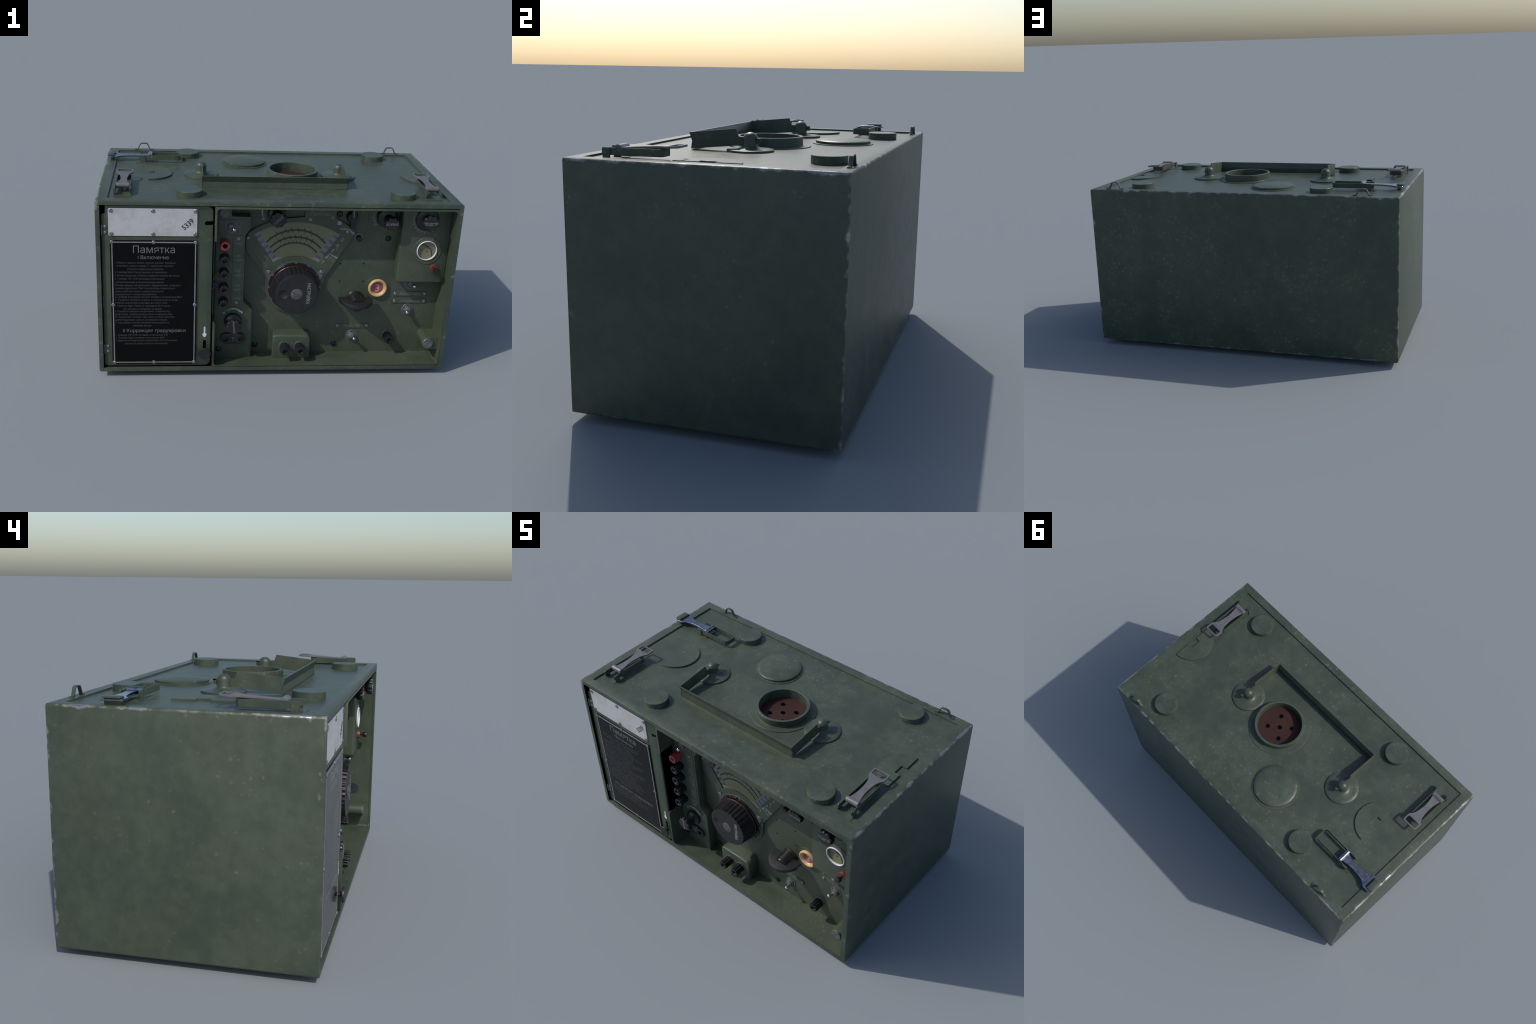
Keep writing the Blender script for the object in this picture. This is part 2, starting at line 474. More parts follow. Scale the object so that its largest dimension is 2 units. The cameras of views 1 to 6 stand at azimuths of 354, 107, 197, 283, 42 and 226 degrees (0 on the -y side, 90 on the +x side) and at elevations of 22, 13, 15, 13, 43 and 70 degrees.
post = lathe('handle_post', [(0, -0.001), (0.101, -0.001), (0.101, 0.0078), (0.099, 0.0095), (0.075, 0.0105), (0.055, 0.0130), (0.042, 0.0170), (0.0325, 0.0230), (0.0310, 0.027), (0.0310, 0.054), (0.0295, 0.0635), (0.025, 0.0710), (0.018, 0.0765), (0.009, 0.0800), (0, 0.0815)],
             (0, 0, 0), 'green', handle, 'z', 44, angle=40)
post.location = (0.394, 0.0, LID)
again(post, 'handle_post', handle, (-0.4265, 0.0, LID))


# ---- latches: base with ears, U-shaped green bow, steel lever with ring end
def latch_bow():
    bm = bmesh.new()
    v, r, end = 0.040, 0.016, 0.244
    path = [(-0.004, -v), (end - r, -v)] + arc(end - r, -v + r, r, -90, 0, 6)[1:] + arc(end - r, v - r, r, 0, 90, 6) + [(-0.004, v)]
    add_strip(bm, path, 0.0290, 0.0045, lambda p, o: (p[0], p[1], 0.0300 + o))
    bmesh.ops.recalc_face_normals(bm, faces=bm.faces)
    tips = [e for e in bm.edges if all(abs(w.co.x + 0.004) < 1e-5 for w in e.verts) and abs(e.verts[0].co.z - e.verts[1].co.z) < 1e-5]
    bevel(bm, 0.008, 4, edges=tips)
    # clipped plate and two ears
    add_box(bm, (-0.022, 0.072), (-0.0475, 0.0475), (-0.0005, 0.0025))
    for s in (-1, 1):
        poly = [(0.001, 0.0), (0.001, 0.038), (0.006, 0.043), (0.027, 0.043), (0.032, 0.038), (0.032, 0.0)]
        f = lambda d: [bm.verts.new((p[0], d, p[1])) for p in poly]
        A, B = f(s * 0.0432), f(s * 0.0472)
        bm.faces.new(A); bm.faces.new(B[::-1])
        for i in range(6):
            bm.faces.new((A[i], B[i], B[(i + 1) % 6], A[(i + 1) % 6]))
    return bm


def latch_lever():
    """Along +x from the roller at 0 to the ring at 0.25; z up."""
    prof = [(0.0, 0.030), (0.012, 0.030), (0.03, 0.0255), (0.06, 0.0195), (0.095, 0.0175), (0.13, 0.0195), (0.16, 0.0245), (0.182, 0.033), (0.193, 0.0435), (0.200, 0.0475)]
    ring = [(0.243, 0.0475), (0.2485, 0.0455), (0.2525, 0.040)]
    right = prof + ring
    poly = [(x, w) for x, w in right] + [(x, -w) for x, w in right[::-1]]
    hole = rrect(0.2065, 0.2445, -0.0395, 0.0395, 0.009, 4)
    bm = bmesh.new(); add_prism(bm, poly, 'z', -0.0045, 0.0045)
    bmesh.ops.recalc_face_normals(bm, faces=bm.faces); bevel(bm, 0.0012, 1)
    ob = finish(bm, 'latch_lever', 'steel', None)
    cut(ob, prism('c', hole, 'z', -0.05, 0.05, 'steel'))
    bm = bmesh.new(); bm.from_mesh(ob.data)
    for sgn in (1,):
        prof = [(0, -0.037), (0.0145, -0.037), (0.0158, -0.0355), (0.0158, 0.0355), (0.0145, 0.037), (0, 0.037)]
        add_lathe(bm, prof, (0, 0, 0), 'y', 28)
    old = ob.data; me = bpy.data.meshes.new('latch_lever'); bm.to_mesh(me); bm.free()
    me.materials.append(M['steel']); me.shade_smooth(); me.set_sharp_from_angle(angle=radians(32))
    ob.data = me; bpy.data.meshes.remove(old)
    return ob


bow = finish(latch_bow(), 'latch', 'green', root, angle=35)
lever = latch_lever()
rz = pi / 2
bow.location = (0.863, -0.420, LID); bow.rotation_euler = (0, 0, rz)
lever.parent = bow; lever.location = (0.061, 0, 0.0405); lever.rotation_euler = (0, radians(-3.6), 0)
b2 = again(bow, 'latch', root, (-0.861, -0.422, LID), (0, 0, rz))
again(lever, 'latch_lever', b2, lever.location, lever.rotation_euler)
b3 = again(bow, 'latch', root, (-0.793, 0.289, LID), (0, 0, 0))
l3 = again(lever, 'latch_lever', b3, (0.0600, 0, 0.0360), (0, radians(1.3), pi))
l3.data = lever.data.copy(); l3.data.materials[0] = M['sky_tinted_steel']
# hook block that the closed lever catches
bm = bmesh.new()
add_box(bm, (-0.177, -0.159), (-0.0365, 0.0365), (0.005, 0.038))
add_box(bm, (-0.196, -0.158), (-0.0385, 0.0385), (0.0368, 0.0445))
bmesh.ops.recalc_face_normals(bm, faces=bm.faces); bevel(bm, 0.002, 2)
finish(bm, 'latch_catch', 'green', b3)

# ------------------------------------------------------------------ left compartment door
DY = -0.527
door_poly = [(-0.948, 1.025)] + [(-0.948, 0.981), (-0.962, 0.979), (-0.9715, 0.970), (-0.9715, 0.078), (-0.966, 0.067), (-0.956, 0.0635)] + \
            arc(-0.4045, 0.0945, 0.031, 270, 360, 6) + arc(-0.4045, 0.994, 0.031, 0, 90, 6)
door = prism('compartment_door', door_poly, 'y', DY, DY + 0.014, 'panel', root, 0.003, 2)
cut(door, prism('c', rrect(-0.4185, -0.36, 0.917, 0.942, 0.0124, 5), 'y', -0.6, -0.5, 'void'),
    prism('c', rrect(-0.4155, -0.3985, 0.128, 0.2255, 0.0084, 5), 'y', -0.6, -0.5, 'void'))

# black box behind the door (open towards the wire notch)
bm = bmesh.new()
X0, X1, Y0, Y1, Z0, Z1 = -0.9735, -0.368, -0.508, -0.20, 0.0590, 1.0290
add_box(bm, (X0, X0 + 0.003), (-0.538, Y1), (Z0, Z1))
add_box(bm, (X0 + 0.003, X1), (Y1, Y1 + 0.003), (Z0, Z1))
add_box(bm, (X0 + 0.003, X1), (Y0 - 0.02, Y1), (Z0, Z0 + 0.002))
add_box(bm, (X0 + 0.003, X1), (Y0 - 0.02, Y1), (Z1 - 0.002, Z1))
add_box(bm, (X0 + 0.004, X1 - 0.01), (Y0, Y0 + 0.002), (Z0 + 0.003, Z1 - 0.003))
add_box(bm, (X1 - 0.09, X1 - 0.088), (Y0 + 0.003, Y1), (Z0 + 0.003, Z1 - 0.003))
finish(bm, 'black_compartment_walls', 'void', door)

alu = prism('blank_data_plate', rrect(-0.9315, -0.4588, 0.8555, 1.0115, 0.008, 4), 'y', DY + 0.001, DY - 0.0045, 'alu', door, 0.001, 1)
bm = bmesh.new(); add_text(bm, '5339', -0.5105, 0.926, 0.0295, DY - 0.0045, 0.072, rot=43, bold=0.012)
finish(bm, 'stamped_number', 'ink', door, smooth=False)

plaque = prism('instruction_plate', rrect(-0.9255, -0.4557, 0.0765, 0.8305, 0.006, 4), 'y', DY + 0.001, DY - 0.0058, 'plaque', door, 0.001, 1)
PY = DY - 0.0058
bm = bmesh.new()
fx0, fx1, fz0, fz1 = -0.9148, -0.4665, 0.0885, 0.8205
w = 0.0030
add_box(bm, (fx0 - w, fx1 + w), (PY - 0.0012, PY + 0.0005), (fz1 - w, fz1 + w))
add_box(bm, (fx0 - w, fx1 + w), (PY - 0.0012, PY + 0.0005), (fz0 - w, fz0 + w))
add_box(bm, (fx0 - w, fx0 + w), (PY - 0.0012, PY + 0.0005), (fz0 + w, fz1 - w))
add_box(bm, (fx1 - w, fx1 + w), (PY - 0.0012, PY + 0.0005), (fz0 + w, fz1 - w))
finish(bm, 'plate_border', 'plaque_rim', door)

TITLES = [('Памятка', -0.803, -0.578, 0.780, 0.0436), ('I Включение', -0.777, -0.611, 0.7336, 0.0215), ('II Коррекция градуировки', -0.8646, -0.516, 0.2907, 0.0215)]
LINES = [
    ('1. Открыть крышку отсека питания, достать телефоны', -0.901, -0.573, 0.7014),
    ('и вставить вилку в гнездо Т, подключить питание', -0.891, -0.586, 0.6835),
    ('согласно схеме (см.на обороте)', -0.835, -0.642, 0.6643),
    ('2. Тумблер НАКАЛ восстановить в положение I', -0.902, -0.619, 0.6455),
    ('3. Ручки Громкость и Полоса повернуть вправо до отказа', -0.902, -0.5525, 0.6262),
    ('4. Тумблер ТЛГ-ТЛФ поставить в положение', -0.903, -0.634, 0.6066),
    ('соответствующее выбранному роду работы', -0.900, -0.637, 0.5864),
    ('5.Плавно вращая переключатель поддиапазонов, установить', -0.9036, -0.543, 0.5677),
    ('нужный поддиапазон. При этом указатель поддиапазона', -0.904, -0.577, 0.5501),
    ('укажет рабочую шкалу, а цифра возле ручки', -0.904, -0.640, 0.5318),
    ('переключателя - номер поддиапазона.', -0.905, -0.677, 0.5135),
    ('6. Тумблер включения питания поставить в положение ВКЛ', -0.903, -0.540, 0.4975),
    ('7. Тумблер НАКАЛ ставить в положение II, если', -0.9035, -0.5634, 0.4797),
    ('стрелка вольтметра не доходит до синего поля.', -0.904, -0.617, 0.4620),
    ('8. Тумблер Свет ставить в положение ВКЛ только', -0.906, -0.601, 0.4434),
    ('при отсчете и настройке по шкале.', -0.860, -0.647, 0.4249),
    ('9. Проверить входное напряжение, нажав кнопку', -0.905, -0.603, 0.4100),
    ('вольтметра. Стрелка должна встать в красное поле', -0.905, -0.591, 0.3921),
    ('10. Подключить антенну. При смене антенны рекомен-', -0.906, -0.574, 0.3756),
    ('дуется подстроить вход по настройкой станции.', -0.906, -0.618, 0.3576),
    ('11. Настройку и отсчет по шкале производить по', -0.905, -0.6065, 0.3402),
    ('теневому визиру', -0.8085, -0.706, 0.3213),
    ('1. Тумблер ТЛГ-ТЛФ поставить в положение ТЛГ', -0.905, -0.613, 0.2620),
    ('2. Тумблер Свет поставить в положение ВКЛ', -0.905, -0.635, 0.2452),
    ('3. Произвести коррекцию градуировки по контрольным', -0.9055, -0.563, 0.2282),
    ('рискам на шкале согласно инструкции.', -0.854, -0.616, 0.2090)]
bm = bmesh.new()
for s, x0, x1, z, cap in TITLES:
    add_text(bm, s, (x0 + x1) / 2, z, cap, PY, x1 - x0, proud=0.00006)
finish(bm, 'plate_heading', 'plaque_text', door, smooth=False)
bm = bmesh.new()
for s, x0, x1, z in LINES:
    add_text(bm, s, (x0 + x1) / 2, z, 0.0112, PY, x1 - x0, proud=0.00006)
txt = finish(bm, 'plate_lettering', 'plaque_fine', door, smooth=False)
txt['kind'] = 'stuff'


# ---- slotted screws, one mesh shared by all
def make_screw(name, mat, r, h, slot):
    ob = lathe(name, [(0, -0.001), (r, -0.001), (r, h * 0.45), (r * 0.86, h * 0.8), (r * 0.5, h), (0, h)], (0, 0, 0), mat, None, 'y', 20, angle=50)
    cut(ob, box('c', (-slot, slot), (-0.05, -h * 0.55), (-0.1, 0.1), mat))
    return ob


scr = make_screw('slotted_screw', 'screw', 0.0108, 0.0045, 0.0018)
first = [True]
def screw(x, y, z, parent, rot=30, s=1.0):
    if first[0]:
        first[0] = False; ob = scr; ob.parent = parent
    else:
        ob = again(scr, 'slotted_screw', parent)
    ob.location = (x, y, z); ob.rotation_euler = (0, radians(rot), 0); ob.scale = (s, s, s)
    return ob


k = 0
for z in (0.9985, 0.868):
    for x in (-0.917, -0.695, -0.4695):
        k += 1; screw(x, DY - 0.0045, z, door, 37 * k)
for x, z in ((fx0, fz1), (-0.692, fz1), (fx1, fz1), (fx0, 0.449), (fx1, 0.449), (fx0, fz0), (-0.693, fz0), (fx1, fz0)):
    k += 1; screw(x, PY, z, door, 53 * k, 0.95)
for zc in (0.8905, 0.1745):
    hg = lathe('hinge', [(0, -0.029), (0.0052, -0.029), (0.0052, -0.0145), (0.0046, -0.014), (0.0052, -0.0135), (0.0052, 0.0135), (0.0046, 0.014), (0.0052, 0.0145), (0.0052, 0.029), (0, 0.029)], (-0.9695, DY - 0.003, zc), 'steel', door, 'z', 16)
    box('hinge_leaf', (-0.967, -0.941), (DY - 0.0015, DY + 0.001), (zc - 0.028, zc + 0.028), 'panel', door, 0.0006, 1)
    for dz in (0.016, -0.016):
        k += 1; screw(-0.9492, DY - 0.0015, zc + dz, door, 20 * k, 0.72)
box('edge_strap', (-0.9715, -0.9665), (DY - 0.0022, DY + 0.002), (0.435, 0.50), 'steel', door, 0.001, 1)

lathe('door_button', [(0, -0.012), (0.0085, -0.012), (0.0085, 0.020), (0.034, 0.0215), (0.0362, 0.0235), (0.0362, 0.0305), (0.035, 0.0325), (0, 0.0325)], (-0.4078, DY, 0.152), 'matte_black', door, 'y', 40)
bm = bmesh.new()
add_prism(bm, [(-0.4127, 0.3095), (-0.4037, 0.3095), (-0.4037, 0.2665), (-0.3965, 0.2665), (-0.3965, 0.260), (-0.404, 0.2455), (-0.4124, 0.2455), (-0.4199, 0.260), (-0.4199, 0.2665), (-0.4127, 0.2665)], 'y', DY + 0.0006, DY - 0.0008)
finish(bm, 'painted_arrow', 'white', door, smooth=False)

# ------------------------------------------------------------------ front panel (sunk tray)
PB = -0.371
bm = bmesh.new(); add_box(bm, (-0.3645, 0.9765), (-0.5385, -0.350), (0.0590, 1.0260))
bmesh.ops.recalc_face_normals(bm, faces=bm.faces); bevel(bm, 0.002, 2)
tray = finish(bm, 'front_panel', 'panel', root)
cut(tray, prism('c', rrect(-0.3525, 0.9685, 0.0650, 1.0140, 0.019, 6), 'y', -0.7, PB, 'panel'),
    prism('c', rrect(-0.3565, 0.9715, 0.0630, 1.0195, 0.012, 5), 'y', -0.5305, PB, 'panel'),
    prism('c', rrect(-0.47, -0.3445, 0.337, 0.829, 0.004, 4), 'y', -0.7, -0.4335, 'panel'))
p = tray

# left raised block carrying the terminals
pod = [(-0.354, 0.060), (-0.1300, 0.060), (-0.1335, 0.3705), (-0.1865, 0.4215), (-0.1875, 0.825), (-0.1585, 0.870), (-0.1605, 0.9355), (-0.2600, 0.9375), (-0.2665, 0.944), (-0.2676, 1.02), (-0.354, 1.02)]
PL = -0.432
lp = prism('terminal_block', pod, 'y', PB + 0.004, PL, 'panel', p, 0.004, 2)
# upper right raised block carrying the meter
PR = -0.452
mblock = prism('meter_block', [(0.691, 0.562), (0.699, 0.553), (0.972, 0.553), (0.972, 1.018), (0.689, 1.018)], 'y', PB + 0.004, PR, 'panel', p, 0.006, 3)
# small box for the lower pair of terminals
TB = -0.451
base_ = [(0.001, 0.06), (0.213, 0.06), (0.213, 0.2145), (0.2, 0.2165), (0.013, 0.2165), (0.001, 0.2145)]
prism('antenna_terminal_box', base_, 'y', PB + 0.004, TB, 'panel', p, 0.007, 3, taper=[(-0.008, 0.06), (0.2185, 0.06), (0.2125, 0.195), (0.198, 0.2105), (0.006, 0.2115), (-0.0075, 0.2035)])
# fixing boss in the lower right corner
bm = bmesh.new()
add_box(bm, (0.9075, 0.975), (-0.494, PB + 0.002), (0.1410, 0.2145))
add_lathe(bm, [(0, -0.002), (0.0318, -0.002), (0.0318, 0.124), (0.030, 0.1255), (0, 0.1255)], (0.9075, PB, 0.1830), 'y', 40)
finish(bm, 'fixing_boss', 'panel', p)


def big_screw(x, y, z, r, rot):
    ob = lathe('captive_screw', [(0, -0.002), (r, -0.002), (r, 0.007), (r * 0.94, 0.0095), (0, 0.0095)], (0, 0, 0), 'washer', p, 'y', 36)
    cut(ob, box('c', (-0.0016, 0.0016), (-0.05, -0.0075), (-0.1, 0.1), 'washer'))
    ob.location = (x, y, z); ob.rotation_euler = (0, radians(rot), 0)
big_screw(0.9075, PB - 0.1255, 0.1830, 0.0315, 42)
big_screw(-0.3075, PL, 0.9595, 0.0285, 40)

# black fillister screws with a cross slot
bs = lathe('black_screw', [(0, -0.001), (0.0175, -0.001), (0.0172, 0.003), (0.0145, 0.0065), (0.009, 0.0085), (0, 0.009)], (0, 0, 0), 'dark_screw', p, 'y', 28, angle=50)
cut(bs, box('c', (-0.002, 0.002), (-0.05, -0.004), (-0.1, 0.1), 'dark_screw'), box('c', (-0.1, 0.1), (-0.05, -0.005), (-0.0015, 0.0015), 'dark_screw'))
for i, (x, y, z, a) in enumerate([(-0.321, PL, 0.117, 62), (-0.1017, PB, 0.1115, 50), (0.3725, PB, 0.117, 15), (0.638, PB, 0.792, 45), (0.347, PB - 0.001, 0.9375, 30)]):
    ob = bs if i == 0 else again(bs, 'black_screw', p)
    ob.location = (x, y, z); ob.rotation_euler = (0, radians(a), 0)

# four small rivet holes
for x, z in ((0.3744, 0.6346), (0.5105, 0.6356), (0.377, 0.526), (0.5163, 0.523)):
    lathe('rivet_hole', [(0, 0.0005), (0.0025, 0.0004), (0.0034, 0.0010), (0.0042, -0.0005)], (x, PB, z), 'void', p, 'y', 14)

# ---- scale plate: fan-shaped raised plate with a sunk curved dial
SY = -0.3855
SC = (0.110, 0.450)
top_left = arc(SC[0], SC[1], 0.468, 126.0, 86, 18)
fan = [(-0.1785, 0.717), (-0.1815, 0.794), (-0.166, 0.8285)] + [q for q in top_left if q[0] > -0.155 and q[0] < 0.1] + \
      [(0.147, 0.9225), (0.1475, 1.012), (0.326, 1.012), (0.326, 0.9175), (0.4135, 0.865), (0.4335, 0.846), (0.4425, 0.8335), (0.4385, 0.820), (0.315, 0.6055), (0.283, 0.5575)] + \
      arc(0.109, 0.4985, 0.1715, -8, -172, 24) + [(-0.0605, 0.5605)]
plate = prism('scale_plate', fan, 'y', PB + 0.003, SY, 'panel', p, 0.0015, 1)
A0, A1 = 90 - 34.3, 90 + 34.3
win = arc(SC[0], SC[1], 0.4405, A0, A1, 30) + arc(SC[0], SC[1], 0.234, A1, A0, 24)
cut(plate, prism('c', win, 'y', -0.5, SY + 0.009, 'panel'))
DYL = SY + 0.0075
dial = prism('tuning_dial', arc(SC[0], SC[1], 0.4402, A0 + .02, A1 - .02, 30) + arc(SC[0], SC[1], 0.2343, A1 - .02, A0 + .02, 24), 'y', SY + 0.0092, DYL, 'dial', p)
# grey end strips of constant width
def strip(sign):
    a = radians(90 + sign * 34.25)
    d = Vector((cos(a), sin(a))); n = Vector((-d.y, d.x)) * (-sign)
    c = Vector(SC)
    h = 0.0345
    return [tuple(c + d * 0.235), tuple(c + d * 0.4396), tuple(c + d * sqrt(0.4396 ** 2 - h ** 2) + n * h), tuple(c + d * (sqrt(0.235 ** 2 - h ** 2) + 0.001) + n * h)], d, n, c
bm = bmesh.new()
for s in (1, -1):
    add_prism(bm, strip(s)[0], 'y', DYL + 0.0005, DYL - 0.0008)
finish(bm, 'dial_end_strip', 'dial_grey', p)
bm = bmesh.new()
ARCS = [(0.622, 0.2205, 51, 0.0095), (0.6085, 0.1915, 50, 0.0090), (0.6055, 0.1595, 52, 0.0085)]
for cz, r, half_a, wd in ARCS:
    add_band(bm, 0.104, cz, r - wd / 2, r + wd / 2, 90 - half_a, 90 + half_a, DYL)
def ticks(cz, r, angs, l, wd=0.005):
    for a in angs:
        c_, s_ = cos(radians(a)), sin(radians(a))
        add_bar(bm, (0.104 + c_ * r, cz + s_ * r), (0.104 + c_ * (r + l), cz + s_ * (r + l)), wd, DYL)
ticks(0.622, 0.224, [131, 119, 106, 97, 88, 78.5, 69, 58.5, 47], 0.011)
ticks(0.622, 0.217, [123, 112, 103, 95.5, 86, 76, 65], -0.011)
ticks(0.6085, 0.1945, [120, 110, 100.5, 91, 81.5, 71.5, 61], 0.010)
ticks(0.6085, 0.1885, [118, 108, 99, 90, 80.5, 71, 60], -0.010)
ticks(0.6055, 0.1625, [121, 112, 104, 96, 88.5, 81, 72.5, 62], 0.008, 0.004)
for i, s in enumerate(['920', '557', '330', '188', '100']):
    _, d, n, c = strip(1); q = c + d * (0.415 - i * 0.039) + n * 0.017
    add_text(bm, s, q.x, q.y, 0.0155, DYL - 0.0008, 0.030, rot=34)
for i, s in enumerate(['150', '920', '557', '330', '188']):
    _, d, n, c = strip(-1); q = c + d * (0.415 - i * 0.0385) + n * 0.017
    add_text(bm, s, q.x, q.y, 0.0155, DYL - 0.0008, 0.030, rot=-34)
finish(bm, 'dial_graduation', 'dial_ink', p, smooth=False)
bm = bmesh.new()
for (cz, r, angs, k0) in ((0.622, 0.246, [131, 119, 106, 97, 88, 78.5, 69, 58.5, 47], 96), (0.622, 0.203, [123, 112, 103, 95.5, 86, 76, 65], 60), (0.6055, 0.177, [121, 112, 104, 96, 88.5, 81, 72.5, 62], 20)):
    for i, a in enumerate(angs):
        add_text(bm, str(k0 - 3 * i), 0.104 + r * cos(radians(a)), cz + r * sin(radians(a)), 0.0055, DYL, rot=a - 90)
finish(bm, 'dial_figures', 'dial_grey', p, smooth=False)

# lettering and marks on the scale plate
bm = bmesh.new()
for s, x, z, a in (('5', 0.371, 0.7885, -34), ('4', 0.3445, 0.754, -34), ('3', 0.318, 0.7205, -34), ('2', 0.2915, 0.687, -34), ('1', 0.268, 0.6515, -34)):
    add_text(bm, s, x, z, 0.024, SY, rot=a)
add_bar(bm, (0.300, 0.7035), (0.351, 0.6745), 0.0045, SY)
add_bar(bm, (0.3495, 0.8527), (0.4035, 0.8527), 0.0052, SY); add_bar(bm, (0.402, 0.8535), (0.427, 0.828), 0.0052, SY)
add_prism(bm, [(0.4195, 0.825), (0.432, 0.8365), (0.4365, 0.8175)], 'y', SY + 0.0006, SY - 0.0007)
add_prism(bm, rrect(0.334, 0.357, 0.8775, 0.8985, 0.003, 3), 'y', SY + 0.0006, SY - 0.0007)
for a, b in (((0.298, 0.9155), (0.311, 0.9155)), ((0.298, 0.9155), (0.3045, 0.9275)), ((0.311, 0.9155), (0.3045, 0.9275))):
    add_bar(bm, a, b, 0.0022, SY)
finish(bm, 'scale_marks', 'mark', p, smooth=False)
bm = bmesh.new()
add_text(bm, 'КОРРЕКЦИЯ', 0.231, 0.9625, 0.0145, SY, 0.098)
add_text(bm, 'ГРАДУИРОВКИ', 0.231, 0.9405, 0.0145, SY, 0.116)
add_text(bm, 'НАЖАТЬ', 0.371, 0.8635, 0.0065, SY)
for x, z, s in ((0.342, 0.728, 'СВЕТ'), (0.357, 0.715, 'ЗНАК'), (0.311, 0.676, 'СВЕТ'), (0.326, 0.663, 'ЗНАК')):
    add_text(bm, s, x, z, 0.0095, SY, rot=56)
for i, ch in enumerate('МЕГАГЕРЦЫ'):
    f_ = i / 8
    add_text(bm, ch, -0.158 + f_ * 0.098, 0.766 - f_ * 0.142, 0.0085, SY, rot=-56)
for i, ch in enumerate('НУВ'):
    add_text(bm, ch, 0.025 + i * 0.033, 0.637 + (0, 0.012, 0.015)[i], 0.0085, SY, rot=20 - 14 * i)
finish(bm, 'scale_lettering', 'text', p, smooth=False)
for x, z, a in ((-0.1675, 0.7955, 20), (0.179, 0.908, 70), (0.395, 0.8385, 40), (0.030, 0.9015, 10)):
    k += 1; screw(x, SY, z, p, a, 0.9)

# ---- tuning knob: ears and base plate, notched ring, red index ring, fluted cap
KX, KZ = 0.109, 0.4985
bm = bmesh.new()
ears = arc(KX, KZ, 0.1555, -180, 15, 40)
pl = arc(KX, KZ, 0.1555, 48, 132, 18) + [(KX - 0.128, KZ + 0.092), (KX - 0.165, KZ + 0.099), (KX - 0.171, KZ + 0.090), (KX - 0.166, KZ + 0.078), (KX - 0.152, KZ + 0.045)] + \
     arc(KX, KZ, 0.1555, 166, 374, 44) + [(KX + 0.152, KZ + 0.045), (KX + 0.166, KZ + 0.078), (KX + 0.171, KZ + 0.090), (KX + 0.165, KZ + 0.099), (KX + 0.128, KZ + 0.092)]
add_prism(bm, pl, 'y', SY + 0.001, SY - 0.004)
knob = finish(bm, 'tuning_knob', 'washer', root, angle=25)
seg = 240
bm = bmesh.new()
prof = [(0.140, 0.0), (0.1520, 0.0), (0.1520, 0.0085), (0.1505, 0.0100), (0.1365, 0.0100)]
rings = []
for r, h in prof:
    row = []
    for i in range(seg):
        a = 2 * pi * i / seg
        gap = abs(((a / (2 * pi) * 12) % 1) - 0.5) > 0.365
        rr = min(r, 0.1415) if gap else r
        row.append(bm.verts.new((KX + rr * cos(a), SY - 0.004 - h, KZ + rr * sin(a))))
    rings.append(row)
for A, B in zip(rings, rings[1:]):
    for i in range(seg):
        bm.faces.new((A[i], B[i], B[(i + 1) % seg], A[(i + 1) % seg]))
finish(bm, 'notched_ring', 'black', knob)
lathe('index_ring', [(0.12, 0.012), (0.1375, 0.0165), (0.1383, 0.0185), (0.1383, 0.0215), (0.1365, 0.0235), (0.12, 0.0235)], (KX, SY - 0.002, KZ), 'ring_red', knob, 'y', 80)
lathe('knob_cap', [(0.10, 0.02), (0.1365, 0.023, 0.0035), (0.1325, 0.06, 0.004), (0.1262, 0.1112, 0.004), (0.1245, 0.1115, 0.0036), (0.1175, 0.1115, 0.0)], (KX, SY - 0.002, KZ), 'black', knob, 'y', 384, lobes=32, shape=0.8, angle=40)
KF = SY - 0.002 - 0.1115
fc = lathe('knob_face', [(0, -0.02), (0.1178, -0.02), (0.1178, 0.0), (0.1170, 0.0006), (0, 0.0006)], (KX, KF, KZ), 'matte_black', knob, 'y', 96)
KF -= 0.0006
ball_r, sink = 0.0475, 0.0095
cut(fc, lathe('c', [(ball_r * sin(pi * i / 24), -ball_r * cos(pi * i / 24)) for i in range(25)], (0.0315, KF - ball_r + sink, KZ - 0.0015), 'matte_black', axis='y', seg=48))
fc.data.set_sharp_from_angle(angle=radians(20))
fc.data.materials.append(M['black'])
for q in fc.data.polygons:                    # the finger dimple takes the glossier black
    if q.normal.y > -0.999 and q.center.y < KF + 0.012 and (q.center.x - 0.0315) ** 2 + (q.center.z - KZ) ** 2 < 0.034 ** 2:
        q.material_index = 1
# finger dimple and centre disc
lathe('centre_disc', [(0.0338, 0), (0.0335, 0.0022), (0.032, 0.003), (0.006, 0.003), (0.0052, 0.0018), (0, 0.0018)], (0.1095, KF, KZ), 'disc', knob, 'y', 40)
bm = bmesh.new()
q = Vector((0.1095, KZ)); d = Vector((cos(radians(-33)), sin(radians(-33))))
add_bar(bm, tuple(q - d * 0.031), tuple(q - d * 0.007), 0.0035, KF - 0.003, 0.0003); add_bar(bm, tuple(q + d * 0.007), tuple(q + d * 0.031), 0.0035, KF - 0.003, 0.0003)
finish(bm, 'disc_slot', 'ink', knob, smooth=False)
bm = bmesh.new(); add_text(bm, 'НАСТРОЙКА', 0.1775, 0.503, 0.0195, KF, 0.128, rot=-91)
finish(bm, 'knob_lettering', 'mark', knob, smooth=False)
for s in (-1, 1):
    k += 1; screw(KX + s * 0.1515, SY - 0.004, 0.5905, knob, 25 * s, 0.95)


